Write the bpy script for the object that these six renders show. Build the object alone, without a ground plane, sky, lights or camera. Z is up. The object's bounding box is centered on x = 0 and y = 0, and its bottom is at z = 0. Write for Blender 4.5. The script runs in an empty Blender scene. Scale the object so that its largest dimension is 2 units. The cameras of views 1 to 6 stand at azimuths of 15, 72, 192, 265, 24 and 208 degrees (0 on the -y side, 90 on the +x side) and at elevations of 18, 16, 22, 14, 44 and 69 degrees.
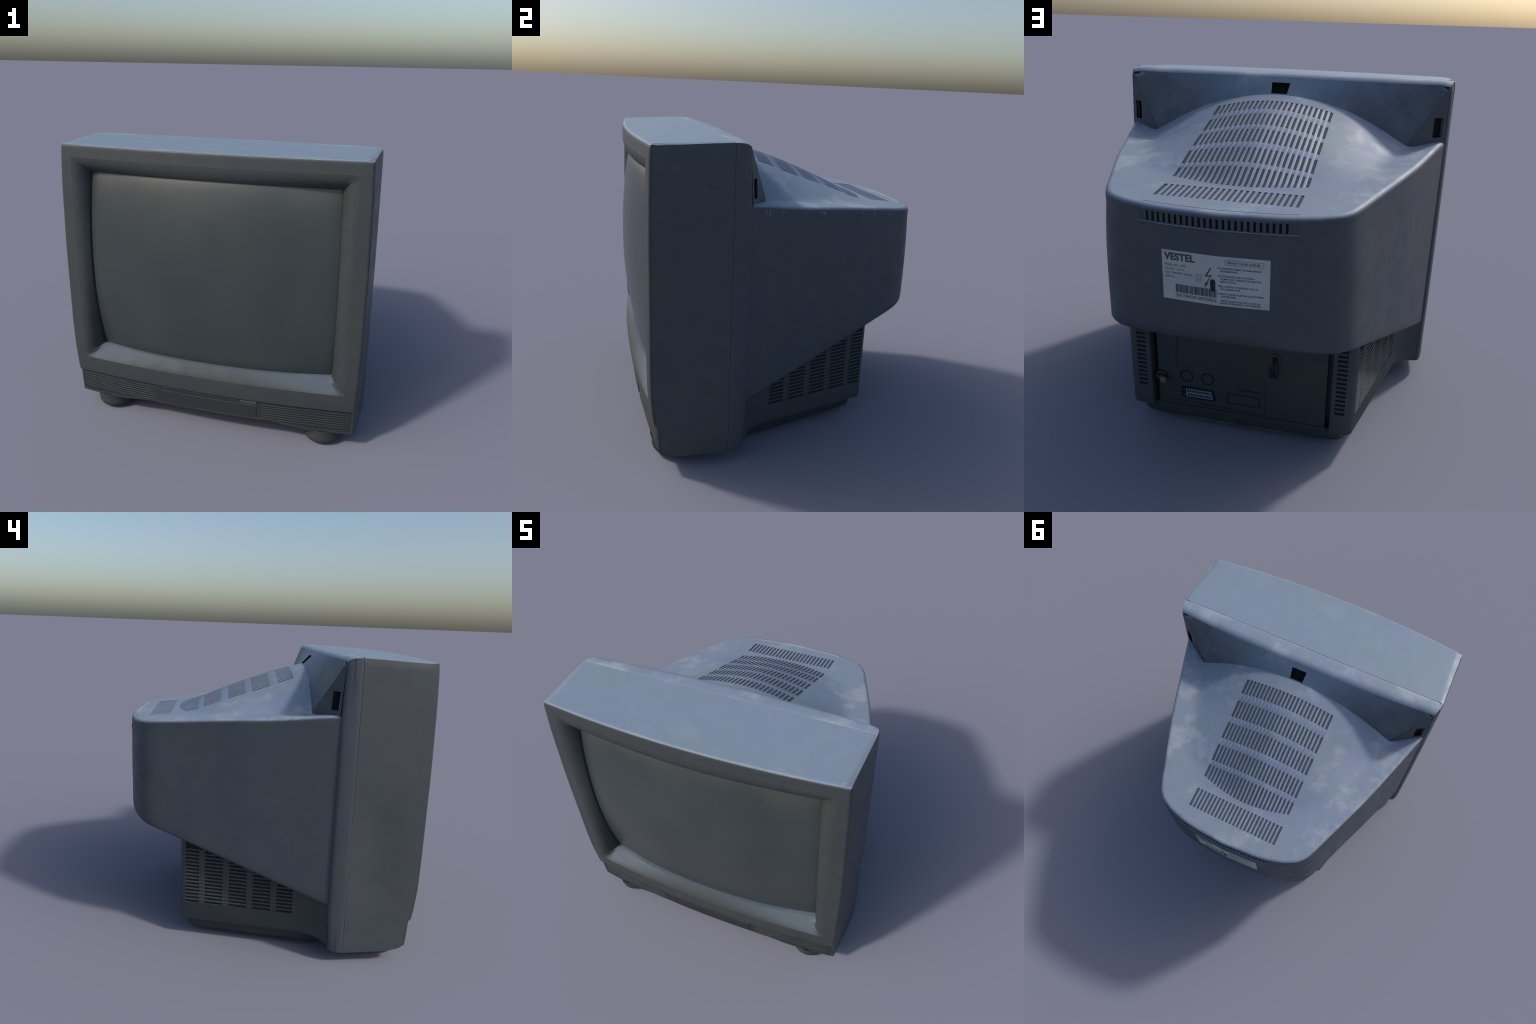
import bpy, math
import numpy as np
from mathutils import Vector

# ------------------------------------------------------------------ helpers
YAW = -0.0103                       # the set stands turned by about half a degree
root = bpy.data.objects.new("television_set", None)
bpy.context.scene.collection.objects.link(root)
root.rotation_euler = (0, 0, YAW)
root.location = (.003, .004, 0)
root["label"] = "old dark grey tube television with dusty vented back"
root["category"] = "television"


def lerp(a, b, t):
    return a + (b - a) * t


def smoothstep(a, b, x):
    t = min(1.0, max(0.0, (x - a) / (b - a)))
    return t * t * (3 - 2 * t)


def table(pts):
    xs = [p[0] for p in pts]
    ys = [p[1] for p in pts]
    return lambda v: float(np.interp(v, xs, ys))


def link(ob, parent=None, mat=None):
    bpy.context.scene.collection.objects.link(ob)
    ob.parent = parent or root
    if mat and not ob.data.materials:
        ob.data.materials.append(mat)
    return ob


def obj(name, verts, faces, mat, parent=None, angle=35, weld=True):
    me = bpy.data.meshes.new(name)
    me.from_pydata([tuple(map(float, v)) for v in verts], [], faces)
    if weld:
        import bmesh
        bm = bmesh.new()
        bm.from_mesh(me)
        bmesh.ops.remove_doubles(bm, verts=bm.verts, dist=2e-4)
        bmesh.ops.dissolve_degenerate(bm, edges=bm.edges, dist=1e-5)
        bm.to_mesh(me)
        bm.free()
    me.validate()
    me.polygons.foreach_set("use_smooth", [True] * len(me.polygons))
    me.set_sharp_from_angle(angle=math.radians(angle))
    ob = bpy.data.objects.new(name, me)
    return link(ob, parent, mat)


class Build:
    """collects patches of quads that are welded into one mesh"""

    def __init__(self):
        self.v, self.f = [], []

    def grid(self, rows, closed=False, skip=None, flip=False):
        b, n = len(self.v), len(rows[0])
        for r in rows:
            self.v.extend(r)
        for j in range(len(rows) - 1):
            for i in range(n if closed else n - 1):
                if skip and skip(j, i):
                    continue
                k = (i + 1) % n
                q = [b + j * n + i, b + j * n + k, b + (j + 1) * n + k, b + (j + 1) * n + i]
                self.f.append(q[::-1] if flip else q)

    def fan(self, ring, flip=False):
        b = len(self.v)
        c = np.mean(np.array(ring), axis=0)
        self.v.extend(ring)
        self.v.append(tuple(c))
        n = len(ring)
        for i in range(n):
            q = [b + i, b + (i + 1) % n, b + n]
            self.f.append(q[::-1] if flip else q)

    def done(self, name, mat, parent=None, angle=35):
        return obj(name, self.v, self.f, mat, parent, angle)


def rounded_box(name, c, s, r, mat, parent=None, seg=3):
    import bmesh
    bm = bmesh.new()
    bmesh.ops.create_cube(bm, size=1)
    for v in bm.verts:
        v.co = Vector((c[0] + v.co.x * s[0], c[1] + v.co.y * s[1], c[2] + v.co.z * s[2]))
    if r > 0:
        bmesh.ops.bevel(bm, geom=list(bm.edges), offset=r, segments=seg, profile=0.5, affect='EDGES')
    me = bpy.data.meshes.new(name)
    bm.to_mesh(me)
    bm.free()
    me.polygons.foreach_set("use_smooth", [True] * len(me.polygons))
    me.set_sharp_from_angle(angle=math.radians(40))
    return link(bpy.data.objects.new(name, me), parent, mat)


def tube(name, pts, rad, mat, parent=None, cyclic=False, res=4):
    cu = bpy.data.curves.new(name, 'CURVE')
    cu.dimensions = '3D'
    cu.bevel_depth = rad
    cu.bevel_resolution = res
    cu.use_fill_caps = True
    sp = cu.splines.new('POLY')
    sp.points.add(len(pts) - 1)
    for p, q in zip(sp.points, pts):
        p.co = (*q, 1)
    sp.use_cyclic_u = cyclic
    tmp = bpy.data.objects.new(name, cu)
    bpy.context.scene.collection.objects.link(tmp)
    me = bpy.data.meshes.new_from_object(tmp.evaluated_get(bpy.context.evaluated_depsgraph_get()))
    bpy.data.objects.remove(tmp)
    me.name = name
    me.materials.clear()
    me.polygons.foreach_set("use_smooth", [True] * len(me.polygons))
    return link(bpy.data.objects.new(name, me), parent, mat)


def catmull(pts, per):
    p = [np.array(q, float) for q in pts]
    p = [2 * p[0] - p[1]] + p + [2 * p[-1] - p[-2]]
    out = []
    for i in range(1, len(p) - 2):
        for k in range(per):
            t = k / per
            a, b, c, d = p[i - 1:i + 3]
            out.append(.5 * (2 * b + (c - a) * t + (2 * a - 5 * b + 4 * c - d) * t * t + (3 * b - a - 3 * c + d) * t ** 3))
    out.append(p[-2])
    return np.array(out)


def resample(poly, n):
    poly = np.array(poly)
    L = np.concatenate([[0], np.cumsum(np.linalg.norm(np.diff(poly, axis=0), axis=1))])
    s = np.linspace(0, L[-1], n)
    return np.stack([np.interp(s, L, poly[:, k]) for k in range(poly.shape[1])], 1)


# ---------------------------------------------------------------- materials
def plastic(name, base, dusty, dust=1.0, rough=.5, spec=.35, patch=.18, speck=.25, scale=2.6, dullness=.55, rim=False, slope=(.42, .95)):
    """dark moulded plastic; pale dust lies on what faces the sky, unevenly"""
    m = bpy.data.materials.new(name)
    m.use_nodes = True
    nt = m.node_tree
    N, L = nt.nodes, nt.links
    bsdf = N["Principled BSDF"]
    tc = N.new("ShaderNodeTexCoord")
    geo = N.new("ShaderNodeNewGeometry")

    def noise(sc, det, ro=.55, vec=None):
        n = N.new("ShaderNodeTexNoise")
        n.inputs["Scale"].default_value = sc
        n.inputs["Detail"].default_value = det
        n.inputs["Roughness"].default_value = ro
        L.new(vec or tc.outputs["Object"], n.inputs["Vector"])
        return n.outputs["Fac"]

    def ramp(fac, a, b, ca, cb):
        r = N.new("ShaderNodeMapRange")
        r.interpolation_type = 'SMOOTHSTEP'
        for k, v in zip(("From Min", "From Max", "To Min", "To Max"), (a, b, ca, cb)):
            r.inputs[k].default_value = v
        L.new(fac, r.inputs["Value"])
        return r.outputs["Result"]

    def math_(op, a, b):
        n = N.new("ShaderNodeMath")
        n.operation = op
        for i, v in enumerate((a, b)):
            if isinstance(v, (int, float)):
                n.inputs[i].default_value = v
            else:
                L.new(v, n.inputs[i])
        return n.outputs[0]

    def mix(fac, a, b, mode='MIX'):
        n = N.new("ShaderNodeMix")
        n.data_type = 'RGBA'
        n.blend_type = mode
        for sock, v in ((n.inputs[0], fac), (n.inputs[6], a), (n.inputs[7], b)):
            if isinstance(v, (int, float)):
                sock.default_value = v
            elif isinstance(v, tuple):
                sock.default_value = (*v, 1)
            else:
                L.new(v, sock)
        return n.outputs[2]

    big = noise(scale, 5)
    mid = noise(scale * 4.5, 6, .6)
    fine = noise(170, 3)
    warm = tuple(c * k for c, k in zip(base, (1.03, 1.01, .98)))
    cool = tuple(c * k for c, k in zip(base, (.94, .98, 1.05)))
    col = mix(ramp(big, .35, .65, 0, 1), cool, warm)
    col = mix(ramp(mid, .3, .7, 0, 1), col, mix(1.0, col, (.9, .9, .9), 'MULTIPLY'))
    col = mix(ramp(fine, .3, .7, 0, speck), col, mix(1.0, col, (1.25, 1.25, 1.25), 'MULTIPLY'))
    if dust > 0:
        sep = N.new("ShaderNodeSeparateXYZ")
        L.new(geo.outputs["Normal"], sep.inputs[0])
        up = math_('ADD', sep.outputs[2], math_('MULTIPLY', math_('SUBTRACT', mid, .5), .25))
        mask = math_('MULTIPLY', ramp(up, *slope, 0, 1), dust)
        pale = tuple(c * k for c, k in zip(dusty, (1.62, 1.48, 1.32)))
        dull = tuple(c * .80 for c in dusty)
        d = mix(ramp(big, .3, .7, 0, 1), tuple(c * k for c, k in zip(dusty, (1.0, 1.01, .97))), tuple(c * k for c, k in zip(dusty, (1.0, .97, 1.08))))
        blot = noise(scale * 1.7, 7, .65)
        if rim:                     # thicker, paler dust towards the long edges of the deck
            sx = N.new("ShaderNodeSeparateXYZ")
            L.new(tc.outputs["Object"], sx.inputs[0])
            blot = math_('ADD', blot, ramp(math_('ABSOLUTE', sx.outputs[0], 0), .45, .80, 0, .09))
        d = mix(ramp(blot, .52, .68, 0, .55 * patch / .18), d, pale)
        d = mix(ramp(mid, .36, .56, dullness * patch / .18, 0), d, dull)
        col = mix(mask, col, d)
    L.new(col, bsdf.inputs["Base Color"])
    rg = ramp(mid, .3, .7, rough - .06, rough + .08)
    L.new(rg, bsdf.inputs["Roughness"])
    bsdf.inputs["Specular IOR Level"].default_value = spec
    bp = N.new("ShaderNodeBump")
    bp.inputs["Strength"].default_value = .12
    bp.inputs["Distance"].default_value = .002
    L.new(fine, bp.inputs["Height"])
    L.new(bp.outputs[0], bsdf.inputs["Normal"])
    return m


def plain(name, c, rough=.6, metal=0.0, spec=.3, var=.1, sc=40):
    m = bpy.data.materials.new(name)
    m.use_nodes = True
    nt = m.node_tree
    b = nt.nodes["Principled BSDF"]
    tc = nt.nodes.new("ShaderNodeTexCoord")
    n = nt.nodes.new("ShaderNodeTexNoise")
    n.inputs["Scale"].default_value = sc
    n.inputs["Detail"].default_value = 4
    nt.links.new(tc.outputs["Object"], n.inputs["Vector"])
    r = nt.nodes.new("ShaderNodeValToRGB")
    r.color_ramp.elements[0].position = .3
    r.color_ramp.elements[1].position = .7
    r.color_ramp.elements[0].color = (*[v * (1 - var) for v in c], 1)
    r.color_ramp.elements[1].color = (*[v * (1 + var) for v in c], 1)
    nt.links.new(n.outputs["Fac"], r.inputs[0])
    nt.links.new(r.outputs[0], b.inputs["Base Color"])
    b.inputs["Roughness"].default_value = rough
    b.inputs["Metallic"].default_value = metal
    b.inputs["Specular IOR Level"].default_value = spec
    return m


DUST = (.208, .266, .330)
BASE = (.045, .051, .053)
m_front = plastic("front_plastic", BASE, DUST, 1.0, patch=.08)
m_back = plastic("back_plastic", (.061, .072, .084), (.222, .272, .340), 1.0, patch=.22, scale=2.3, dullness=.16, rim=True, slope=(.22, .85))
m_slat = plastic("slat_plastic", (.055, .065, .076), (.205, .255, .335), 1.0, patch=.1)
m_plain = plastic("strip_plastic", (.027, .032, .034), DUST, 0, rough=.6, spec=.2)
m_foot = plastic("foot_rubber", (.042, .049, .050), DUST, 0, rough=.65, spec=.2)
m_case = plastic("casing_plastic", (.062, .071, .076), DUST, 1.0, patch=.035, rough=.45)  # same plastic as the bezel, lightened to carry the flanks' baked shading
m_surround = plastic("surround_plastic", BASE, (.20, .27, .345), .34, patch=0, rough=.6, spec=.25)  # dust amount here brightens the upturned ledge where the sun hits it
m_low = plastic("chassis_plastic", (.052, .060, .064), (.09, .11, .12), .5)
m_panel = plastic("panel_plastic", (.036, .044, .048), (.08, .09, .09), .3)  # chassis colour darkened for the overhang's shade on the connector side
m_slot = plain("slot_shadow", (.072, .086, .106), .8, spec=.1)
m_gap = plain("grille_gap", (.020, .024, .027), .8, spec=.1)
m_dark = plain("dark_recess", (.012, .014, .017), .8, spec=.1)
m_label = plain("label_paper", (.41, .425, .42), .55, var=.07, sc=9)
m_ink = plain("label_ink", (.055, .062, .075), .6)
m_brass = plain("socket_metal", (.17, .15, .11), .45, .4)
m_pin = plain("socket_insert", (.13, .165, .21), .5)
m_cord = plain("cord_rubber", (.015, .017, .019), .6)
m_rim = plain("tray_edge", (.075, .072, .055), .7, var=.35, sc=14)


def screen_material():
    m = bpy.data.materials.new("screen_glass")
    m.use_nodes = True
    nt = m.node_tree
    N, L = nt.nodes, nt.links
    b = N["Principled BSDF"]
    tc = N.new("ShaderNodeTexCoord")
    sep = N.new("ShaderNodeSeparateXYZ")
    L.new(tc.outputs["Object"], sep.inputs[0])
    n1 = N.new("ShaderNodeTexNoise")
    n1.inputs["Scale"].default_value = 3.0
    n1.inputs["Detail"].default_value = 6
    L.new(tc.outputs["Object"], n1.inputs["Vector"])
    r1 = N.new("ShaderNodeValToRGB")
    r1.color_ramp.elements[0].position = .3
    r1.color_ramp.elements[1].position = .7
    r1.color_ramp.elements[0].color = (.035, .045, .047, 1)
    r1.color_ramp.elements[1].color = (.044, .055, .055, 1)
    L.new(n1.outputs["Fac"], r1.inputs[0])
    # brownish band with a wavy lower edge along the top of the tube
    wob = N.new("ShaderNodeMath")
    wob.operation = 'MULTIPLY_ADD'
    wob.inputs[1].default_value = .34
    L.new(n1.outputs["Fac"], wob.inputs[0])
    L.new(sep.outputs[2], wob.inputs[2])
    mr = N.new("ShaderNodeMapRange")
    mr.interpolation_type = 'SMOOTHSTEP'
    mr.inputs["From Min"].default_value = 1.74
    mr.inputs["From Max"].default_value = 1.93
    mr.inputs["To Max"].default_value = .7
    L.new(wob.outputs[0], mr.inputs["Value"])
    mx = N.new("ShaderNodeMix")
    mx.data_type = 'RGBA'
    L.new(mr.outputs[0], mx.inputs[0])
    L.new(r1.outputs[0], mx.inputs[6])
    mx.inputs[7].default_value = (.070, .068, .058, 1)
    L.new(mx.outputs[2], b.inputs["Base Color"])
    b.inputs["Roughness"].default_value = .30
    b.inputs["Specular IOR Level"].default_value = .5
    return m


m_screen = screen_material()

# ------------------------------------------------------- front half: bezel
hw_front = table([(.08, .969), (.30, .972), (.43, .977), (.67, .985), (1.2, .989), (1.64, .983), (1.80, .977), (1.9, .972)])
hw_seam = table([(.06, .992), (.6, .995), (1.2, .993), (1.6, .990), (1.9, .987)])
front_set = table([(.10, .05), (.13, .045), (.287, .036), (.301, .021), (.36, .012), (.5, 0), (.7, -.002), (1.3, -.002), (1.6, .002), (1.8, .008), (1.9, .014)])
IN_X, IN_B, IN_T = .90, .42, 1.80          # inner edge of the front face
SEAM = -.448


def y_front(x, z):
    return -.957 + .062 * (x / .97) ** 2 + front_set(z)


def y_screen(x, z):
    return -.966 + .098 * abs(x / .8) ** 2.1 + (.055 if z > 1.14 else .067) * abs((z - 1.14) / .6) ** 2.1


def z_top(x, y):
    f = smoothstep(-.93, SEAM, y)
    return lerp(1.881 + .002 * (1 - (x / .97) ** 2), 1.899, f)


def z_bot(y):
    return float(np.interp(y, [-.95, -.86, -.80, -.735, -.6], [.125, .116, .098, .084, .076]))


def corner_round(x, z, hx, zb, zt, r):
    qx = min(max(x, -hx + r), hx - r)
    qz = min(max(z, zb + r), zt - r)
    dx, dz = x - qx, z - qz
    if dx == 0 or dz == 0:
        return x, z
    k = max(abs(dx), abs(dz)) / math.hypot(dx, dz)
    return qx + dx * k, qz + dz * k


EDGE = .018
zlines = list(np.linspace(.138, .286, 6)) + [.300] + list(np.linspace(.306, IN_B, 6)) + \
    list(np.linspace(IN_B, IN_T, 44))[1:] + list(np.linspace(IN_T, 1.881 - EDGE, 5))[1:]
jB = min(range(len(zlines)), key=lambda j: abs(zlines[j] - IN_B))
jT = min(range(len(zlines)), key=lambda j: abs(zlines[j] - IN_T))
ulines = [-1, -.97, -.94, -.5, 0]           # from the outer edge to the inner edge
NX = 48
nI = len(ulines) - 1
I_L, I_R = nI, nI + NX


def face_x(i, z):
    out = hw_front(z) - EDGE
    if i <= I_L:
        return -lerp(IN_X, out, -ulines[i])
    if i >= I_R:
        return lerp(IN_X, out, -ulines[nI - (i - I_R)])
    return lerp(-IN_X, IN_X, (i - I_L) / NX)


NI, NJ = I_R + nI, len(zlines) - 1
ztopF = zlines[-1]


def face_z(i, j):
    z = zlines[j]
    if j > jT:
        x = face_x(i, z)
        z += (z - IN_T) / (ztopF - IN_T) * .002 * (1 - (x / .97) ** 2)
    return z


def lift(x):
    return .030 * (1 - smoothstep(.42, .68, abs(x)))


B = Build()
rows = []
for j in range(NJ + 1):
    row = []
    for i in range(NI + 1):
        z = face_z(i, j) + (lift(face_x(i, zlines[j])) * (1 - j / 4) if j < 4 else 0)
        x = face_x(i, zlines[j])
        x, z2 = corner_round(x, z, hw_front(z) - EDGE, zlines[0] if abs(x) > .7 else -1, face_z(i, NJ), .012)
        row.append((x, y_front(x, z2), z2))
    rows.append(row)
jS = 6                                   # groove above the loudspeaker strip
B.grid(rows, skip=lambda j, i: j < jS or (I_L <= i < I_R and jB <= j < jT))
ST = Build()
ST.grid(rows[:jS + 1])

per = [(i, 0) for i in range(NI)] + [(NI, j) for j in range(NJ)] + \
      [(i, NJ) for i in range(NI, 0, -1)] + [(0, j) for j in range(NJ, 0, -1)]
loops = [[rows[j][i] for i, j in per]]
for th in (22, 45, 68, 90):
    a, b = EDGE * math.sin(math.radians(th)), EDGE * (1 - math.cos(math.radians(th)))
    loop = []
    for (i, j) in per:
        x, y, z = rows[j][i]
        sx = 1 if i == NI else -1 if i == 0 else 0
        sz = 1 if j == NJ else -1 if j == 0 else 0
        px, pz = x + sx * a, z + sz * a * (1.3 if sz < 0 else 1)
        loop.append((px, y + b, pz))
    loops.append(loop)
B.grid(loops, closed=True, flip=True)
last = loops[-1]
loops = [last]
for t in (.06, .14, .3, .5, .75, 1.0):
    loop = []
    for (x, y, z), (i, j) in zip(last, per):
        ny = lerp(y, SEAM - .0012, t)
        v = (z - .116) / (1.881 - .116)
        zb = z_bot(ny)
        zt = z_top(x, ny) - .0
        nz = z
        if j == NJ:
            nz = lerp(z, 1.899, smoothstep(0, 1, t) * .4 + t * .6)
        elif j == 0:
            nz = min(z, zb + lift(x))
        else:
            nz = lerp(z, lerp(.076, 1.899, min(1, max(0, v))), t)
        hs = lerp(hw_front(z), hw_seam(z), t)
        nx = x
        if i in (0, NI):
            nx = math.copysign(lerp(abs(x), hw_seam(z), t), x)
            if i == 0:                  # the left flank is dished a little
                nx += .017 * smoothstep(.2, .55, t) * (1 - .8 * smoothstep(.8, 1, t)) * smoothstep(.32, .6, z) * smoothstep(1.2, .85, z)
        else:
            nx = x * lerp(1, hw_seam(z) / hw_front(z), t)
        nx, nz = corner_round(nx, nz, lerp(hw_front(nz), hw_seam(nz), t), .076 if t > .3 and abs(x) > .7 else -1, lerp(z, 1.899, t) if j == NJ else 9, .016)
        loop.append((nx, ny, nz))
    loops.append(loop)
lip = [(x * .992, y + .0003, lerp(z, .99, .006)) for x, y, z in loops[-1]]
lip2 = [(x * .97, y + .0003, lerp(z, .99, .03)) for x, y, z in loops[-1]]
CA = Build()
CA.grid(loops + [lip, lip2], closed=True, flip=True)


# funnel from the face down to the tube
hole = [(i, jB) for i in range(I_L, I_R)] + [(I_R, j) for j in range(jB, jT)] + \
       [(i, jT) for i in range(I_R, I_L, -1)] + [(I_L, j) for j in range(jT, jB, -1)]
SC_X, SC_B, SC_T = .803, .494, 1.703


def screen_edge(u, v):
    """u, v in -1..1 round the tube opening, sides bowed a little outwards"""
    x = u * (SC_X + .014 * (1 - v * v))
    z = lerp(SC_B, SC_T, (v + 1) / 2) + .012 * v * (1 - u * u) * (1 if v > 0 else 0)
    return x, z


loops = []
for t in (0, .12, .25, .4, .55, .7, .85, .95, 1.0, 1.02):
    loop = []
    for (i, j) in hole:
        x0, y0, z0 = rows[j][i]
        u, v = x0 / IN_X, (z0 - IN_B) / (IN_T - IN_B) * 2 - 1
        x1, z1 = screen_edge(u, v)
        y1 = y_screen(x1, z1) - .006 - .011 * smoothstep(-.5, -1, v)
        s = min(t, 1)
        bottom = abs(v) > abs(u) and v < 0
        e = s if bottom else s ** 2.6
        p = (lerp(x0, x1, s), lerp(y0, y1, e), lerp(z0, z1, s ** .85 if bottom else s))
        if t > 1:
            p = (p[0], p[1] + .035, p[2])
        loop.append(p)
    loops.append(loop)
bezel = B.done("front_bezel", m_front, angle=38)
B = Build()
B.grid(loops, closed=True)
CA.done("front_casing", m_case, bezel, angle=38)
ST.done("loudspeaker_strip", m_plain, bezel, angle=38)
B.done("screen_surround", m_surround, bezel, angle=38)

# picture tube
S = Build()
rr = []
for b_ in np.linspace(-1, 1, 41):
    row = []
    for a_ in np.linspace(-1, 1, 49):
        x, z = screen_edge(a_, b_)
        x *= 1.012
        z = lerp(1.09, z, 1.015)
        e = max(abs(a_), abs(b_)) ** 22 * .010
        row.append((x, y_screen(x, z) + e, z))
    rr.append(row)
S.grid(rr)
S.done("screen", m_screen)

# lower strip: ribs over the loudspeakers, control flap
for side in (-1, 1):
    for k in range(7):
        z0 = .168 + k * .0172
        prof = [(-.0066, .003), (-.0045, -.003), (0, -.0042), (.0045, -.003), (.0066, .003)]
        R = Build()
        rws = []
        for x in np.linspace(.372, .938, 22):
            t = (x - .372) / (.938 - .372)
            sq = 1 if .001 < t < .999 else .25
            rws.append([(side * x, y_front(x, z0) + dy * sq, z0 + dz) for dz, dy in prof])
        R.grid(rws, flip=side < 0)
        R.done("speaker_rib", m_plain, bezel, 60)


def curved_plate(name, x0, x1, z0, z1, yfun, proud, depth, mat, parent=None, n=24, facing=-1, r=.003):
    """plate that follows a bowed wall; facing -1 looks to the front, +1 to the back"""
    P = Build()
    rws = []
    ring = lambda x, q: [(x, yfun(x, z0 + q) + facing * -depth, z0 + q), (x, yfun(x, z0 + q) + facing * (proud - r), z0 + q),
                         (x, yfun(x, z0) + facing * proud, z0 + q + r), (x, yfun(x, z1) + facing * proud, z1 - q - r),
                         (x, yfun(x, z1) + facing * (proud - r), z1 - q), (x, yfun(x, z1) + facing * -depth, z1 - q)]
    xs = np.linspace(x0, x1, n)
    for x in xs:
        rws.append(ring(x, 0))
    a = [(x0, yfun(x0, z) + facing * -depth, z) for (_, _, z) in rws[0]]
    b = [(x1, yfun(x1, z) + facing * -depth, z) for (_, _, z) in rws[0]]
    P.grid([a] + rws + [b])
    return P.done(name, mat, parent, 40)


curved_plate("control_flap", -.322, .338, .170, .262, y_front, .0035, .01, m_plain, bezel)
curved_plate("trim_strip", -.322, .222, .267, .287, y_front, .003, .01, m_plain, bezel)
curved_plate("indicator_window", .227, .338, .267, .287, y_front, .002, .01, m_low, bezel, n=8)

# feet
for side in (-1, 1):
    prof = [(.0, 0), (.06, .0), (.092, .008), (.112, .022), (.123, .040), (.127, .056), (.126, .068), (.128, .085), (.135, .125)]
    F = Build()
    F.grid([[(side * .757 + r * math.cos(a), -.742 + r * math.sin(a), z) for a in np.linspace(0, 2 * math.pi, 49)[:-1]] for r, z in prof], closed=True)
    F.done("foot", m_foot)

# ------------------------------------------------------- back cover: collar
y_edge = lambda x: -.325 - .034 * (abs(x) / .955) ** 2.4      # rear edge of the top


def collar_loop(dx, y, dz, r):
    pts = []
    n1, n2 = 40, 40
    base = [(lerp(-1, 1, k / n1), -1) for k in range(n1)] + [(1, lerp(-1, 1, k / n2)) for k in range(n2)] + \
           [(lerp(1, -1, k / n1), 1) for k in range(n1)] + [(-1, lerp(1, -1, k / n2)) for k in range(n2)]
    for u, v in base:
        z = lerp(.076 + dz * .6, 1.899 - dz, (v + 1) / 2)
        x = u * (hw_seam(z) - dx)
        x, z = corner_round(x, z, hw_seam(z) - dx, .076 + dz * .6, 1.899 - dz, r)
        yy = y(x, z) if callable(y) else y
        pts.append((x, yy, z))
    return pts


def y_collar(back):
    def f(x, z):
        top = y_edge(x)
        side = -.348
        w = smoothstep(1.50, 1.86, z)
        lo = smoothstep(.34, .12, z) * -.012
        return lerp(side, top, w) - back + lo
    return f


C = Build()
C.grid([collar_loop(.03, SEAM + .0002, .03, .014), collar_loop(.006, SEAM + .0002, .006, .014), collar_loop(0.001, SEAM + .0006, .001, .016), collar_loop(0.000, SEAM + .003, .000, .016),
        collar_loop(.001, -.43, .000, .018), collar_loop(.003, -.405, .001, .018),
        collar_loop(.006, y_collar(.042), .001, .02), collar_loop(.009, y_collar(.026), .004, .022), collar_loop(.013, y_collar(.012), .010, .024),
        collar_loop(.018, y_collar(.003), .017, .024), collar_loop(.024, y_collar(-.003), .0235, .024), collar_loop(.06, y_collar(-.003), .05, .024)], closed=True, flip=True)

# ------------------------------------------------ top deck with tube dome
dome_w = table([(-.24, .762), (-.21, .750), (0, .678), (.11, .650), (.24, .624), (.35, .58), (.45, .50), (.55, .37), (.62, .24)])


def deck(y):
    return 1.554 - .105 * (y + .21)


crest = table([(-.30, 1.808), (-.237, 1.790), (-.14, 1.765), (-.027, 1.733), (.10, 1.690), (.226, 1.641), (.337, 1.595), (.472, 1.537), (.55, 1.501), (.628, 1.464), (.70, 1.43), (1, 1.2)])


def height(x, y):
    zc = crest(y)
    d = deck(y) - .009 * smoothstep(.30, -.05, y) * smoothstep(.40, .62, abs(x)) * smoothstep(.93, .78, abs(x))
    w = max(.2, dome_w(y))
    dome = zc - max(zc - d, .004) * (abs(x) / w) ** (2.0 - .4 * smoothstep(-.2, .12, y))
    h = .016
    m = max(dome, d)
    k = max(h - abs(dome - d), 0) / h
    return m + k * k * h * .25


SIDE = catmull([(.968, -.372), (.964, -.345), (.870, -.03), (.778, .265), (.642, .63), (.598, .746), (.567, .803), (.520, .850), (.42, .897), (.26, .932), (0, .95)], 24)
SIDE = SIDE[24:]
rear_x, rear_y = SIDE[::-1, 0], SIDE[::-1, 1]


def y_rear(x, z=0):
    return float(np.interp(abs(x), rear_x, rear_y))


VX, RW, RY0, RY1 = .335, .46, -.165, .822
VENT0, VENT1S, VENT1C, ROW0, ROW1 = -.142, .570, .628, .666, .804
x_lines = [-RW, -.42, -.378] + list(np.linspace(-VX, VX, 25)) + [.378, .42, RW]
seg = [(2, RY0, VENT0), (30, VENT0, VENT1S), (3, VENT1S, ROW0), (5, ROW0, ROW1), (2, ROW1, RY1)]
y_lines = [RY0]
for n, a, b in seg:
    y_lines += list(np.linspace(a, b, n + 1))[1:]
jv0, jv1, jr0, jr1 = 2, 32, 35, 40


def vent_y(j, x):
    y = y_lines[j]
    bow = (VENT1C - VENT1S) * max(0, 1 - (x / VX) ** 2)
    if j <= jv0 or j >= jr0:
        return y
    if j <= jv1:
        return y + bow * ((y - VENT0) / (VENT1S - VENT0)) ** 3
    return y + bow * (ROW0 - y) / (ROW0 - VENT1S)


D = Build()
gridpts = [[(x, vent_y(j, x), height(x, vent_y(j, x))) for x in x_lines] for j in range(len(y_lines))]
iv0, iv1 = 3, 27
D.grid(gridpts, skip=lambda j, i: iv0 <= i < iv1 and (jv0 <= j < jv1 or jr0 <= j < jr1))

nx, ny = len(x_lines) - 1, len(y_lines) - 1
WEDGE = .755


def arch(x):
    y = -.237 + .027 * (x / WEDGE) ** 2
    return np.array([x, y])


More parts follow.
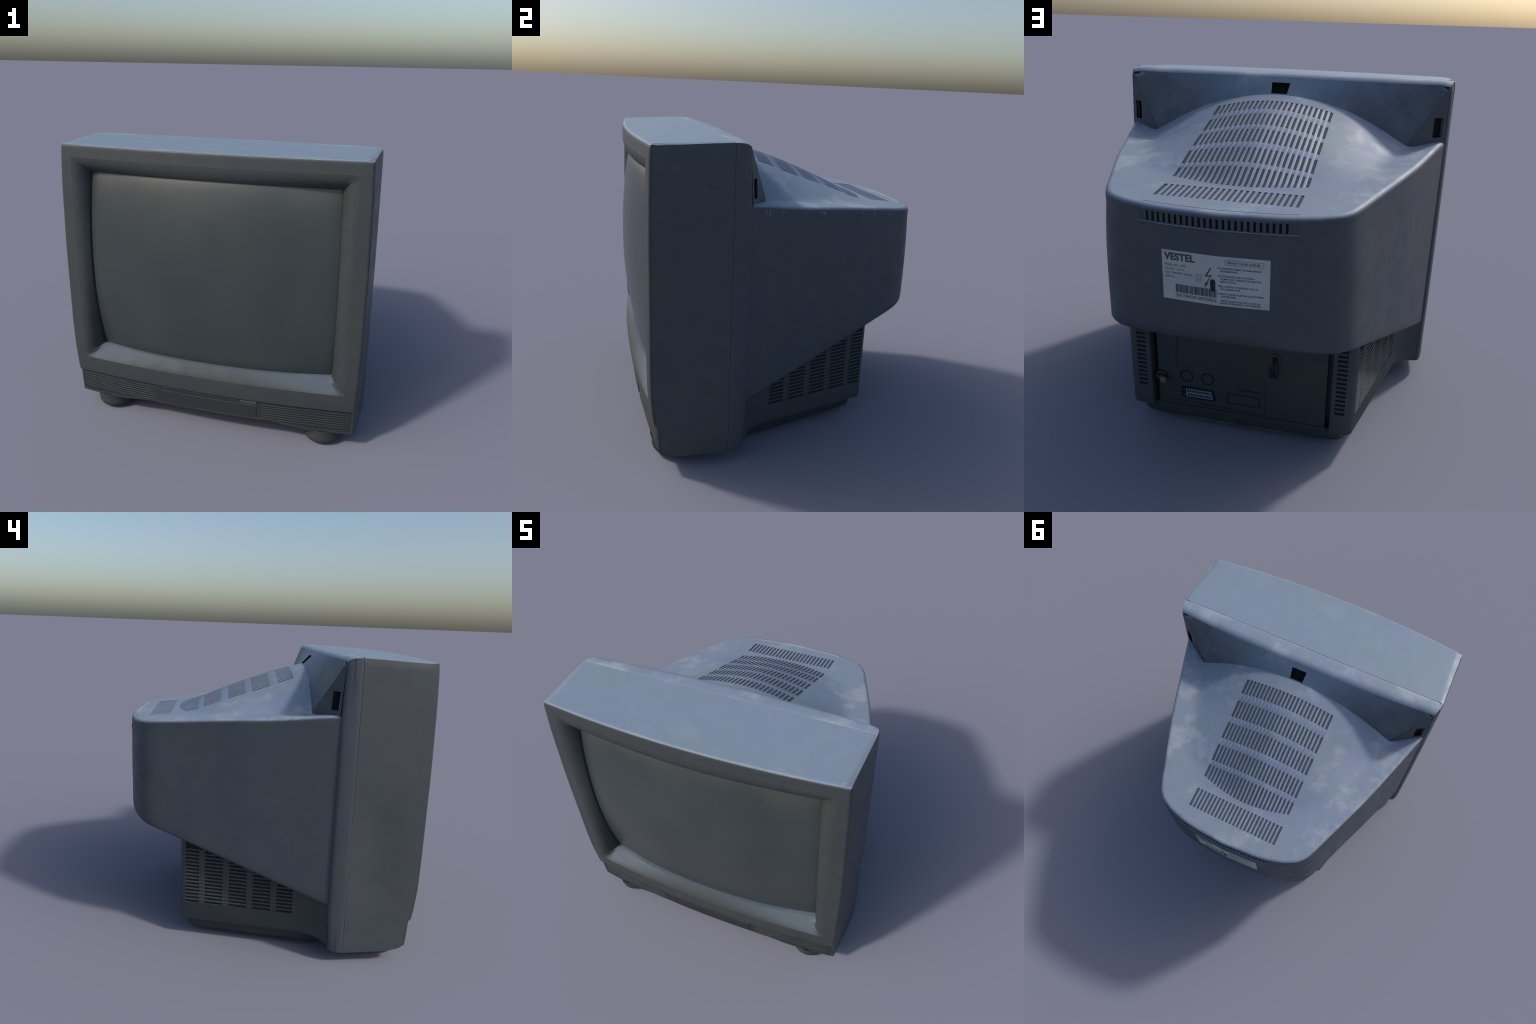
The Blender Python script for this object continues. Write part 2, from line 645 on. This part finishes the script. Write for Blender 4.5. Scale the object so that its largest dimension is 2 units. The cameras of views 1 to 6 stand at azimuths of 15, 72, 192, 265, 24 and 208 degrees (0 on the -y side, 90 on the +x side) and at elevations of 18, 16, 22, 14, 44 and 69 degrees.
# outline samples that pair up with the rim of the vent rectangle
FIL = .024
nsh = 7
side_all = SIDE
rear_from = np.argmin(np.abs(side_all[:, 0] - .50) + (side_all[:, 1] < .8) * 9)
side_pts = resample(side_all[:rear_from + 1], ny - nsh + 1)
shelf = [lerp(np.array([WEDGE, -.21]), side_pts[0], k / nsh) for k in range(nsh)]
right = shelf + list(side_pts)
xr = np.array([side_pts[-1][0], .449, .390] + list(np.linspace(VX, -VX, 25)) + [-.390, -.449, -side_pts[-1][0]])
back = [np.array([x, y_rear(x)]) for x in xr]
front = [arch(x / RW * WEDGE) for x in x_lines]
left = [np.array([-p[0], p[1]]) for p in right][::-1]
outline = front[:-1] + right[:-1] + back[:-1] + left[:-1]
inner = [(i, 0) for i in range(nx)] + [(nx, j) for j in range(ny)] + [(i, ny) for i in range(nx, 0, -1)] + [(0, j) for j in range(ny, 0, -1)]
first_wall, last_wall = nx + nsh, nx + ny + nx + (ny - nsh)   # index range of the outer wall
n_out = len(outline)
P = np.array(outline)
tan = np.roll(P, -1, 0) - np.roll(P, 1, 0)
nrm = np.stack([tan[:, 1], -tan[:, 0]], 1)
nrm /= np.linalg.norm(nrm, axis=1)[:, None]
for k in (first_wall, last_wall):
    nrm[k] = (math.copysign(.96, P[k][0]), .28)
inset = np.array([FIL if first_wall <= k <= last_wall else 0.0 for k in range(n_out)])
Pin = P - nrm * inset[:, None]
rows_ = []
for t in np.linspace(0, 1, 19):
    row = []
    for k, (i, j) in enumerate(inner):
        a = np.array(gridpts[j][i][:2])
        q = lerp(a, Pin[k], t)
        row.append((q[0], q[1], height(*q)))
    rows_.append(row)
D.grid(rows_, closed=True, flip=True)

# walls of the box
UND = lambda y: .393 + .345 * (y + .312)
wall = list(range(first_wall, last_wall + 1))
rng = np.random.default_rng(4)
cols = []
for k in wall:
    p, nn = P[k], nrm[k]
    zt = height(*Pin[k])
    col = []
    for th in (0, 22, 45, 68, 90):
        s, c = math.sin(math.radians(th)), math.cos(math.radians(th))
        q = Pin[k] + nn * FIL * s
        col.append((q[0], q[1], zt - FIL * (1 - c)))
    z_r = zt - FIL
    flare = .021 * smoothstep(.25, .75, p[1]) * smoothstep(.26, .46, abs(p[0]))
    fl = np.array([math.copysign(flare, p[0]), flare * .15])
    rear = smoothstep(.70, .88, p[1])
    rb = lerp(.022, .055, rear)
    zu = UND(p[1]) - .022 * rear
    col.append((p[0], p[1], z_r - .003))
    col.append((p[0], p[1], z_r - .045))
    for t in np.linspace(0, 1, 22)[1:]:
        z = lerp(z_r - .045, zu + rb, t)
        q = p + fl * (1 - (1 - t) ** 3)
        col.append((q[0], q[1], z))
    for th in (20, 40, 60, 75, 90):
        s, c = math.sin(math.radians(th)), math.cos(math.radians(th))
        q = p + fl - nn * rb * (1 - c)
        zz = zu + rb * (1 - s) - (1 - c) * rb * .36 * max(0, nn[1])
        col.append((q[0], q[1], zz))
    cols.append(col)
n_lev = len(cols[0])
wx = [c[6][0] for c in cols]
lev = [[c[l] for c in cols] for l in range(n_lev)]
D.grid(lev, skip=lambda j, i: j == 5 and abs(wx[i]) < VX + .001 and abs(wx[i + 1]) < VX + .001 and cols[i][6][1] > .9)
# underside
mid = []
ubot = lev[-1]
und_rows = [ubot]
for t in (.2, .5, 1):
    und_rows.append([(x * (1 - t), lerp(y, min(y, .5), t), lerp(z, UND(lerp(y, min(y, .5), t)) - .045 * (1 if y > .5 else 0), .2 + .8 * t)) for x, y, z in ubot])
D.grid(und_rows)

# sloping panel behind the top edge, hollow facets at its ends
ptop = []
pl = []
for t in np.linspace(0, 1.12, 13):
    row = []
    for x in x_lines:
        u = x / RW
        a = np.array([u * .955, y_edge(u * .955) + .002, 1.8765 - .0085 * abs(u) ** 24])
        lx, ly = arch(u * WEDGE)
        b = np.array([lx, ly, height(lx, ly)])
        q = lerp(a, b, t)
        row.append(tuple(q))
    pl.append(row)
ic = [i for i, x in enumerate(x_lines) if abs(x) < .03]
C.grid(pl, skip=lambda j, i: ic[0] <= i < ic[-1] and 3 <= j < 10, flip=True)
hole_ring = [pl[3][ic[0]], pl[3][ic[-1]], pl[10][ic[-1]], pl[10][ic[0]]]


def liner(name, ring, push, mat, parent):
    L_ = Build()
    ring = [tuple(p) for p in ring]
    c = np.mean(np.array(ring), 0)
    deep = [tuple(lerp(np.array(p), c, .06) + np.array(push)) for p in ring]
    L_.grid([ring, deep], closed=True)
    L_.f.append([len(L_.v) - 4, len(L_.v) - 3, len(L_.v) - 2, len(L_.v) - 1])
    return L_.done(name, mat, parent, 30)


slot_rings = []
for side in (-1, 1):
    A = np.array([.955, y_edge(.955) + .002, 1.868])
    Cc = np.array([.962, -.336, 1.500])
    Bb = np.array([.752, -.207, 1.500])
    zs = [1.868, 1.84, 1.80, 1.75, 1.70, 1.665, 1.63, 1.592, 1.56, 1.53, 1.50]
    rws = []
    for z in zs:
        tt = (A[2] - z) / (A[2] - 1.557)
        q0 = np.array([lerp(A[0], .755, min(tt, 1)), lerp(A[1], -.21, min(tt, 1)), z])
        ts = (A[2] - z) / (A[2] - 1.5)
        q1 = np.array([lerp(A[0], Cc[0], ts), lerp(A[1], Cc[1], ts), z])
        w = q1[0] - q0[0]
        b1 = max(.890, q0[0] + .4 * w)
        b2 = max(.940, q0[0] + .86 * w)
        row = []
        for xx in (q0[0], lerp(q0[0], b1, .5), b1, b2, q1[0]):
            s = 0 if w < 1e-6 else (xx - q0[0]) / w
            row.append((side * xx, lerp(q0[1], q1[1], s), z))
        rws.append(row)
    C.grid(rws, skip=lambda j, i: i == 2 and 4 <= j < 7, flip=side < 0)
    slot_rings.append([rws[4][2], rws[4][3], rws[7][3], rws[7][2]])

# one mesh for the moulded back cover
off = len(C.v)
C.v += D.v
C.f += [[i + off for i in f] for f in D.f]
cover = C.done("back_cover", m_back, angle=32)
liner("cable_opening", hole_ring, (0, -.028, -.012), m_dark, cover)
for r in slot_rings:
    liner("screw_opening", r, (0, -.028, 0), m_dark, cover)


# vents on the deck -------------------------------------------------------
def strip(name, x0, x1, ys, top, bottom, mat, parent, kind=None, hfun=height):
    """bar running front to back that follows the dome"""
    b = Build()
    rws = []
    for y in ys:
        rws.append([(x0, y, hfun(x0, y) - bottom), (x0, y, hfun(x0, y) - top - .0012), (x0 + .0012, y, hfun(x0, y) - top),
                    (x1 - .0012, y, hfun(x1, y) - top), (x1, y, hfun(x1, y) - top - .0012), (x1, y, hfun(x1, y) - bottom)])
    b.grid(rws)
    return b.done(name, mat, parent, 40)


NS = 24
slot_w = .0128
pitch = (2 * VX - .006 - slot_w) / (NS - 1)
x_first = -VX + .003
bars = [(-.040, .016), (.130, .174), (.288, .338), (.452, .488)]
for k in range(NS - 1):
    a, b_ = x_first + k * pitch + slot_w, x_first + (k + 1) * pitch
    xm = (a + b_) / 2
    ye = VENT1S + (VENT1C - VENT1S) * max(0, 1 - (xm / VX) ** 2)
    strip("vent_slat", a, b_, np.linspace(VENT0 - .002, ye + .002, 16), .0002, .008, m_slat, cover)
    strip("vent_slat", a, b_, np.linspace(ROW0 - .002, ROW1 + .002, 5), .0002, .008, m_slat, cover)
for (ya, yb) in bars:
    b = Build()
    xs = np.linspace(-VX - .002, VX + .002, 33)
    prof = [(ya, .008), (ya, .0018), (ya + .002, .0010), (yb - .002, .0010), (yb, .0018), (yb, .008)]
    b.grid([[(x, y, height(x, y) - d) for x in xs] for y, d in prof])
    b.done("vent_crossbar", m_slat, cover, 40)
for (j0, j1) in ((jv0, jv1), (jr0, jr1)):
    b = Build()
    b.grid([[(x, y, height(x, y) - .0032) for x, y in ((lerp(-VX - .006, VX + .006, k / 24), lerp(vent_y(j0, 0) - .006, vent_y(j1, lerp(-VX, VX, k / 24)) + .004, t)) for k in range(25))] for t in np.linspace(0, 1, 20)])
    b.done("vent_backing", m_slot, cover)

# vents in the rear wall, with the ledge below
z_rim = height(0, .926) - FIL
slat_z1, slat_z0 = z_rim - .001, z_rim - .047
rear_pitch = (2 * VX - .02) / NS
for k in range(NS + 1):
    xa = -VX + .01 + (k - .5) * rear_pitch + .006
    xb = xa + rear_pitch - .0115
    if k in (0, NS):
        xa, xb = (xa - .012, xb) if k == 0 else (xa, xb + .012)
    xa, xb = max(xa, -VX - .002), min(xb, VX + .002)
    b = Build()
    ring = lambda x, d: [(x, y_rear(x) - d, slat_z0), (x, y_rear(x) - d, slat_z1)]
    b.grid([ring(xa, .014), ring(xa, .001), ring(xb, .001), ring(xb, .014)])
    b.done("vent_slat", m_back, cover, 40)
b = Build()
b.grid([[(x, y_rear(x) - .008, z) for x in np.linspace(-VX - .01, VX + .01, 25)] for z in (slat_z0 - .004, slat_z1 + .004)])
b.done("vent_backing", m_dark, cover)
curved_plate("vent_ledge", -.366, .366, z_rim - .056, z_rim - .049, y_rear, .004, .004, m_back, cover, facing=1, r=.002)
# hairline edges of the vent insert on the rim
for x in (-.352, .352):
    tube("insert_edge", [(x, y_rear(x) - .040, height(x, y_rear(x) - .040) + .0005), (x, y_rear(x) - .022, height(x, y_rear(x) - .022) + .0005),
                         (x, y_rear(x) - .006, z_rim + .0185), (x, y_rear(x) + .0005, z_rim + .004), (x, y_rear(x) + .0005, z_rim - .05)], .0012, m_slat, cover)
tube("insert_edge", [(x, y_rear(x) - .040, height(x, y_rear(x) - .040) + .0005) for x in np.linspace(-.352, .352, 25)], .0015, m_label, cover)

# ------------------------------------------------------------ lower chassis
RAIL_T, RAIL_B = .252, .140
PY = .540                                    # rear connector panel


def chassis_half(notch):
    pts = [(.955, -.40), (.955, -.345), (.905, -.315), (.854, -.272), (.826, -.225), (.815, -.21)]
    s0, s1 = np.array([.815, -.21]), np.array([.634, .552])
    n_in = np.array([-.961, -.277]) * .018
    f = lambda y: s0 + (s1 - s0) * (y - s0[1]) / (s1[1] - s0[1])
    if notch:
        a, b = f(-.145), f(.545)
        pts += [tuple(a), tuple(a + n_in), tuple(b + n_in), tuple(b)]
    pts += [(.629, .566), (.620, .578), (.606, .585), (.592, .588)]
    if notch:
        pts += [(.583, .589), (.583, .572), (.530, .572), (.530, .590)]
    pts += [(.514, .590), (.506, .586), (.505, .492), (.474, .492), (.469, PY - .01)]
    return [(x, y - .012 if y > .56 and x < .632 else y) for x, y in pts]


def side_at(y, push=0.0):
    s0, s1 = np.array([.815, -.21]), np.array([.634, .552])
    p = s0 + (s1 - s0) * (y - s0[1]) / (s1[1] - s0[1])
    return p + np.array([.961, .277]) * push


def ring_at(half, z, shrink=0.0):
    full = half + [(-x, y) for x, y in half[::-1]]
    out = []
    for x, y in full:
        k = shrink
        zz = z(y) if callable(z) else z
        out.append((x - math.copysign(k, x), y - (k if y > .5 else 0), zz))
    return out


K = Build()
h0, h1 = chassis_half(False), chassis_half(True)
K.grid([ring_at(h0, .116, .03), ring_at(h0, .119, .012), ring_at(h0, .127, .003), ring_at(h0, .138, 0), ring_at(h0, RAIL_T - .002, 0)], flip=True)
K.grid([ring_at(h1, RAIL_T - .002), ring_at(h1, lambda y: UND(y) + .05)], flip=True)
# shelf of the rail inside the notch
for s in (-1, 1):
    a, b = side_at(-.146), side_at(.546)
    n_in = np.array([-.961, -.277]) * .03
    K.grid([[(s * a[0], a[1], RAIL_T - .002), (s * b[0], b[1], RAIL_T - .002)],
            [(s * (a + n_in)[0], (a + n_in)[1], RAIL_T - .002), (s * (b + n_in)[0], (b + n_in)[1], RAIL_T - .002)]], flip=s < 0)
    K.grid([[(s * .585, .577, RAIL_T - .002), (s * .528, .578, RAIL_T - .002)], [(s * .585, .565, RAIL_T - .002), (s * .528, .565, RAIL_T - .002)]], flip=s < 0)
chassis = K.done("chassis", m_low, angle=30)


def bar3(name, p0, p1, nrm2, z0, z1, out, inn, mat, parent):
    """upright-sided bar between two plan points"""
    n = np.array(nrm2)
    b = Build()
    sec = [(-inn, z0), (out - .001, z0), (out, z0 + .001), (out, z1 - .001), (out - .001, z1), (-inn, z1)]
    r = lambda p: [(p[0] + n[0] * d, p[1] + n[1] * d, z) for d, z in sec]
    b.grid([r(p0), r(p1)])
    i0 = len(b.v)
    b.f += [list(range(i0 - 12, i0 - 6))[::-1], list(range(i0 - 6, i0))]
    return b.done(name, mat, parent, 30)


columns = [(.458, .420), (.303, .263), (.149, .109), (-.005, -.045)]
rows_n = 15
rp = (.627 - RAIL_T) / rows_n
for s in (-1, 1):
    nn = (s * .961, .277)
    # dark backing
    b = Build()
    a, c = side_at(-.147, -.0075), side_at(.547, -.0075)
    b.grid([[(s * a[0], a[1], RAIL_T), (s * c[0], c[1], RAIL_T)], [(s * a[0], a[1], UND(a[1]) + .02), (s * c[0], c[1], UND(c[1]) + .02)]], flip=s < 0)
    b.done("grille_backing", m_gap, chassis)
    for k in range(1, rows_n + 1):
        z0 = RAIL_T + k * rp - .0108
        z1 = z0 + .0108
        y_end = max(-.146, (z0 + .028 - .393) / .345 - .312)
        p0, p1 = side_at(.547), side_at(min(y_end, .5))
        bar3("grille_slat", (s * p0[0], p0[1]), (s * p1[0], p1[1]), nn, z0, z1, 0.0, .015, m_low, chassis)
    for ya, yb in columns:
        p0, p1 = side_at(ya), side_at(yb)
        zt = UND(yb) - .02
        bar3("grille_column", (s * p0[0], p0[1]), (s * p1[0], p1[1]), nn, RAIL_T - .002, zt, -.0028, .015, m_low, chassis)
    # stepped filler under the sloping box
    for k in range(1, rows_n + 1):
        zc = RAIL_T + k * rp
        y0 = (zc + .006 - .393) / .345 - .312
        if y0 < -.14:
            continue
        p0, p1 = side_at(min(y0, .54)), side_at(max(-.146, y0 - .09))
        bar3("grille_filler", (s * p0[0], p0[1]), (s * p1[0], p1[1]), nn, zc - .012, zc + .030, -.0016, .015, m_low, chassis)
    # corner post slots
    b = Build()
    b.grid([[(s * .584, .5690, RAIL_T - .03), (s * .529, .5690, RAIL_T - .03)], [(s * .584, .5690, .70), (s * .529, .5690, .70)]], flip=s > 0)
    b.done("grille_backing", m_gap, chassis)
    for k in range(1, 15):
        z0 = RAIL_T + k * .0268 - .0122
        bar3("post_slat", (s * .5845, .5765), (s * .5285, .5775), (0, 1), z0, z0 + .0122, 0.0, .016, m_low, chassis)

# floor tray and bottom
T = Build()
tray = [(.80, -.40), (.80, -.25), (.612, .45), (.596, .50), (.560, .530), (.50, .546), (.44, .550)]
T.grid([ring_at(tray, .027, .10), ring_at(tray, .030, .05), ring_at(tray, .043, .022), ring_at(tray, .070, .004), ring_at(tray, .135, 0)], flip=True)
rb0 = ring_at(tray, .027, .10)
n = len(rb0)
T.grid([rb0[:n // 2], rb0[n // 2:][::-1]])
tray_ob = T.done("floor_tray", m_panel, chassis, 40)
tube("tray_lip", [(x, .531 - .012 * abs(x / .42) ** 4, .046) for x in np.linspace(-.44, .36, 20)], .006, m_rim, tray_ob)
rounded_box("base_plate", (0, -.56, .122), (1.84, .46, .03), .008, m_panel)

# connector panel ---------------------------------------------------------
panel = rounded_box("connector_panel", (0, PY - .004, .37), (.958, .02, .58), .004, m_panel)
yp = PY + .0065


def ring_mark(c, r, w, name, mat, par, depth=.0):
    return tube(name, [(c[0] + r * math.cos(a), yp + depth, c[1] + r * math.sin(a)) for a in np.linspace(0, 2 * math.pi, 33)[:-1]], w, mat, par, cyclic=True)


for cx in (.310, .187):
    ring_mark((cx, .328), .0345, .0032, "knockout_ring", m_dark, panel)


def poly_mark(pts, w, name, mat, closed=True):
    return tube(name, [(x, yp, z) for x, z in pts], w, mat, panel, cyclic=closed, res=2)


poly_mark([(.070, .250), (.066, .256), (-.100, .256), (-.108, .248), (-.117, .200), (-.112, .193), (.062, .193), (.070, .200)], .0026, "knockout_outline", m_dark)
poly_mark([(.014, .294), (0, .290), (-.122, .290)], .0024, "panel_groove", m_dark, False)
poly_mark([(.356, .62), (.362, .375)], .0016, "panel_groove", m_dark, False)
poly_mark([(-.147, .375), (-.146, .16), (-.140, .147), (.42, .165), (.452, .18), (.455, .205)], .0013, "panel_groove", m_dark, False)
poly_mark([(.30, .135), (-.10, .135)], .0012, "panel_groove", m_dark, False)


def lathe_y(name, c, prof, mat, parent, n=28):
    b = Build()
    b.grid([[(c[0] + r * math.cos(a), c[1] + y, c[2] + r * math.sin(a)) for a in np.linspace(0, 2 * math.pi, n + 1)[:-1]] for r, y in prof], closed=True)
    return b.done(name, mat, parent, 35)


ant = lathe_y("aerial_socket", (.463, yp, .307), [(.040, -.004), (.040, .001), (.032, .001), (.030, -.001)], m_dark, panel)
lathe_y("socket_ring", (.463, yp, .307), [(.026, -.002), (.026, .003), (.021, .003), (.020, 0)], m_brass, ant)
lathe_y("socket_face", (.463, yp, .307), [(.020, .0005), (.008, .0005), (.008, .006), (.004, .007), (0, .007)], m_dark, ant)
lathe_y("socket_pin", (.463, yp, .307), [(.0085, 0), (.0085, .008), (.005, .008), (.005, .002), (.0, .002)], m_brass, ant)
lathe_y("aerial_plug", (.438, yp, .303), [(.010, -.003), (.012, .012), (.019, .020), (.021, .030), (.017, .038), (0, .040)], m_brass, panel)

# multi-pin socket
outer = [(.340, .251), (.336, .257), (.160, .257), (.152, .250), (.144, .196), (.148, .190), (.336, .190), (.342, .197)]
poly_mark(outer, .0035, "socket_frame", m_dark)
b = Build()
b.v += [(x, yp + .001, z) for x, z in [(.338, .254), (.158, .254), (.148, .193), (.338, .193)]]
b.f.append([0, 1, 2, 3])
b.done("socket_well", m_dark, panel)
ins = [(.314, .250), (.165, .250), (.156, .199), (.314, .199)]
sk = Build()
sk.grid([[(x, yp + d, z) for x, z in ins] for d in (0, .006)], closed=True)
sk.f.append([4, 5, 6, 7])
sk = sk.done("socket_insert", m_pin, panel, 30)
pin = rounded_box("contact_slot", (0, 0, 0), (.0085, .003, .0125), .001, m_dark, sk, 1)
first = True
for rowi, z in enumerate((.2365, .2125)):
    for k in range(10):
        o = pin if first else pin.copy()
        if not first:
            bpy.context.scene.collection.objects.link(o)
        first = False
        o.location = (.303 - k * .0142 - rowi * .004, yp + .0062, z)
for z in (.238, .208):
    rounded_box("contact_slot", (.327, yp + .002, z), (.010, .003, .014), .001, m_low, panel, 1)

# cord entry: clip and stub of the mains lead
tube("cord_clip", [(-.176, yp, .455), (-.176, yp + .004, .525), (-.184, yp + .005, .542), (-.198, yp + .005, .546), (-.211, yp + .005, .540), (-.217, yp + .004, .525), (-.217, yp, .455)], .006, m_low, panel)
rounded_box("cord_hole", (-.198, yp - .002, .478), (.030, .010, .105), .004, m_dark, panel)
tube("mains_lead", [(-.205, yp - .01, .515), (-.207, yp + .012, .500), (-.206, yp + .022, .465), (-.200, yp + .012, .425), (-.199, yp - .004, .408)], .0125, m_cord, panel)
tube("mains_lead", [(-.188, yp - .01, .500), (-.190, yp + .016, .480), (-.180, yp + .020, .450), (-.176, yp + .008, .418), (-.176, yp - .004, .405)], .0115, m_cord, panel)

# ------------------------------------------------------------------- label
LX, LZ0, LZ1 = .247, 1.007, 1.243
label = curved_plate("rating_label", -LX, LX, LZ0, LZ1, y_rear, .0022, .003, m_label, cover, n=33, facing=1, r=.0006)
label.name = "rating_label"
LW, LH = 2 * LX, LZ1 - LZ0


def on_label(s, t, lift):
    x = LX - s * LW
    return (x, y_rear(x) + .0022 + lift, LZ1 - t * LH)


def wrap(name, me, lift, mat, parent):
    for v in me.vertices:
        v.co = on_label(v.co.x, v.co.y, lift)
    me.materials.clear()
    return link(bpy.data.objects.new(name, me), parent, mat)


def text(body, s0, s1, t0, t1, bold=0.0, name="label_lettering"):
    cu = bpy.data.curves.new(name, 'FONT')
    cu.body = body
    cu.offset = bold
    cu.resolution_u = 3
    tmp = bpy.data.objects.new(name, cu)
    bpy.context.scene.collection.objects.link(tmp)
    me = bpy.data.meshes.new_from_object(tmp.evaluated_get(bpy.context.evaluated_depsgraph_get()))
    bpy.data.objects.remove(tmp)
    co = np.array([v.co[:] for v in me.vertices])
    x0, x1 = co[:, 0].min(), co[:, 0].max()
    for v in me.vertices:
        v.co.x = lerp(s0, s1, (v.co.x - x0) / (x1 - x0))
        v.co.y = lerp(t1, t0, v.co.y / .73)
        v.co.z = 0
    return wrap(name, me, .0012, m_ink, label)


def flat(name, polys, mat, lift=.0012):
    me = bpy.data.meshes.new(name)
    vs, fs = [], []
    for p in polys:
        fs.append(list(range(len(vs), len(vs) + len(p))))
        vs += [(a, b, 0) for a, b in p]
    me.from_pydata(vs, [], fs)
    return wrap(name, me, lift, mat, label)


def rect(a, b, c, d):
    return [(a, c), (a, d), (b, d), (b, c)]


def frame(a, b, c, d, w):
    h = w * LW / LH
    return [rect(a, b, c, c + h), rect(a, b, d - h, d), rect(a, a + w, c + h, d - h), rect(b - w, b, c + h, d - h)]


text("VESTEL", .022, .318, .040, .182, .035, "label_heading")
text("MODEL NO : 5148", .028, .225, .265, .305)
text("AC 220V ~ 50 Hz.", .028, .215, .345, .385)
text("GÜÇ TÜKETİMİ : 80 Watt.", .028, .300, .425, .465)
text("SERİ NO    :", .028, .160, .505, .545)
text("SN:C7049249 0002700016", .128, .518, .862, .932)
text("DİKKAT YÜKSEK GERİLİM", .620, .912, .090, .130, .01)
for body, s1, t in [("CİHAZINIZI NEMLİ ORTAMA MARUZ", .925, .215), ("BIRAKMAYINIZ.", .712, .270), ("CİHAZINIZIN ARKA KAPAĞINI", .860, .370),
                    ("AÇMAYINIZ, GEREKİR İSE SERVİSE", .922, .425), ("BAŞVURUNUZ.", .705, .480), ("BU CİHAZDA TEHLİKELİ VOLTAJ", .892, .575),
                    ("BULUNMAKTADIR.", .740, .630), ("ARKA KAPAK AÇIKKEN ÇALIŞTIRMAK", .952, .728), ("TEHLİKELİDİR.", .700, .783),
                    ("VESTEL ELEKTRONİK SAN. VE TİC.A.Ş.", .922, .872), ("MANİSA TESİSLERİNDE ÜRETİLMİŞTİR.", .922, .922)]:
    text(body, .556, s1, t, t + .034, .012)
flat("label_bullet", [rect(.537, .549, t, t + .026) for t in (.218, .373, .578, .731)], m_ink)
flat("label_frame", frame(.596, .945, .062, .158, .0022), m_ink)
flat("insulation_mark", frame(.326, .382, .41, .545, .0025) + frame(.339, .369, .443, .512, .0022), m_ink)
flat("voltage_bolt", [[(.466, .235), (.474, .250), (.432, .408), (.410, .430)], [(.410, .430), (.432, .408), (.478, .385), (.462, .420)],
                      [(.478, .385), (.462, .420), (.424, .560), (.434, .560)], [(.413, .548), (.446, .560), (.410, .655)]], m_ink, .0014)
rg = np.random.default_rng(11)
bars_, s = [], .127
while s < .524:
    w = float(rg.choice([.0022, .0022, .0045, .0068]))
    bars_.append(rect(s, min(s + w, .526), .670, .838))
    s += w + float(rg.choice([.002, .0022, .004, .0062]))
flat("barcode", bars_, m_ink)
cap = [(.487 + .026 * math.cos(a) * (1 if math.sin(a) < 0 else .9), .592 + .062 * math.sin(a) + (.062 if math.sin(a) > 0 else -.062)) for a in np.linspace(0, 2 * math.pi, 29)[:-1]]
flat("screw_recess", [cap[::-1]], m_cord, .0022)
flat("screw_edge", [rect(.463, .511, .572, .580)], m_low, .0030)

# small marks on the front half -------------------------------------------
rounded_box("latch_slot", (.9875, -.462, 1.585), (.004, .022, .022), .0008, m_dark, bezel, 1)

# chips and scuffs on the edges ---------------------------------------------
for k, (y, dy, dz) in enumerate([(-.262, .012, .030), (-.236, .006, .040), (-.16, .018, .014), (.10, .045, .010), (.135, -.012, .020), (.42, .012, .010), (.52, .010, .026)]):
    x0 = float(np.interp(y, SIDE[:200, 1], SIDE[:200, 0]))
    x1 = float(np.interp(y + dy, SIDE[:200, 1], SIDE[:200, 0]))
    zt = height(x0 - FIL, y) - FIL
    tube("scuff", [(x0 + .0004, y, zt - .002), (lerp(x0, x1, .6) + .0006, y + dy * .5, zt - dz * .5), (x1 + .0004, y + dy, zt - dz)], .0011, m_label, cover, res=1)
for x, w in ((-.095, .018), (.30, .022), (.66, .016), (-.58, .012)):
    zt = 1.879
    tube("scuff", [(x - w, y_front(x, zt) + .007, zt - .001), (x, y_front(x, zt) + .005, zt - .0035), (x + w, y_front(x, zt) + .008, zt - .001)], .0016, m_label, bezel, res=1)
tube("scuff", [(.915, -.868, 1.8815), (.945, -.845, 1.8815), (.962, -.80, 1.880), (.966, -.74, 1.881)], .0016, m_label, bezel, res=1)
tube("scratch", [(hw_seam(1.68) - .0035, -.60, 1.690), (hw_seam(1.67) - .003, -.575, 1.672), (hw_seam(1.66) - .0025, -.548, 1.662), (hw_seam(1.66) - .002, -.535, 1.662)], .0013, m_dark, bezel, res=1)
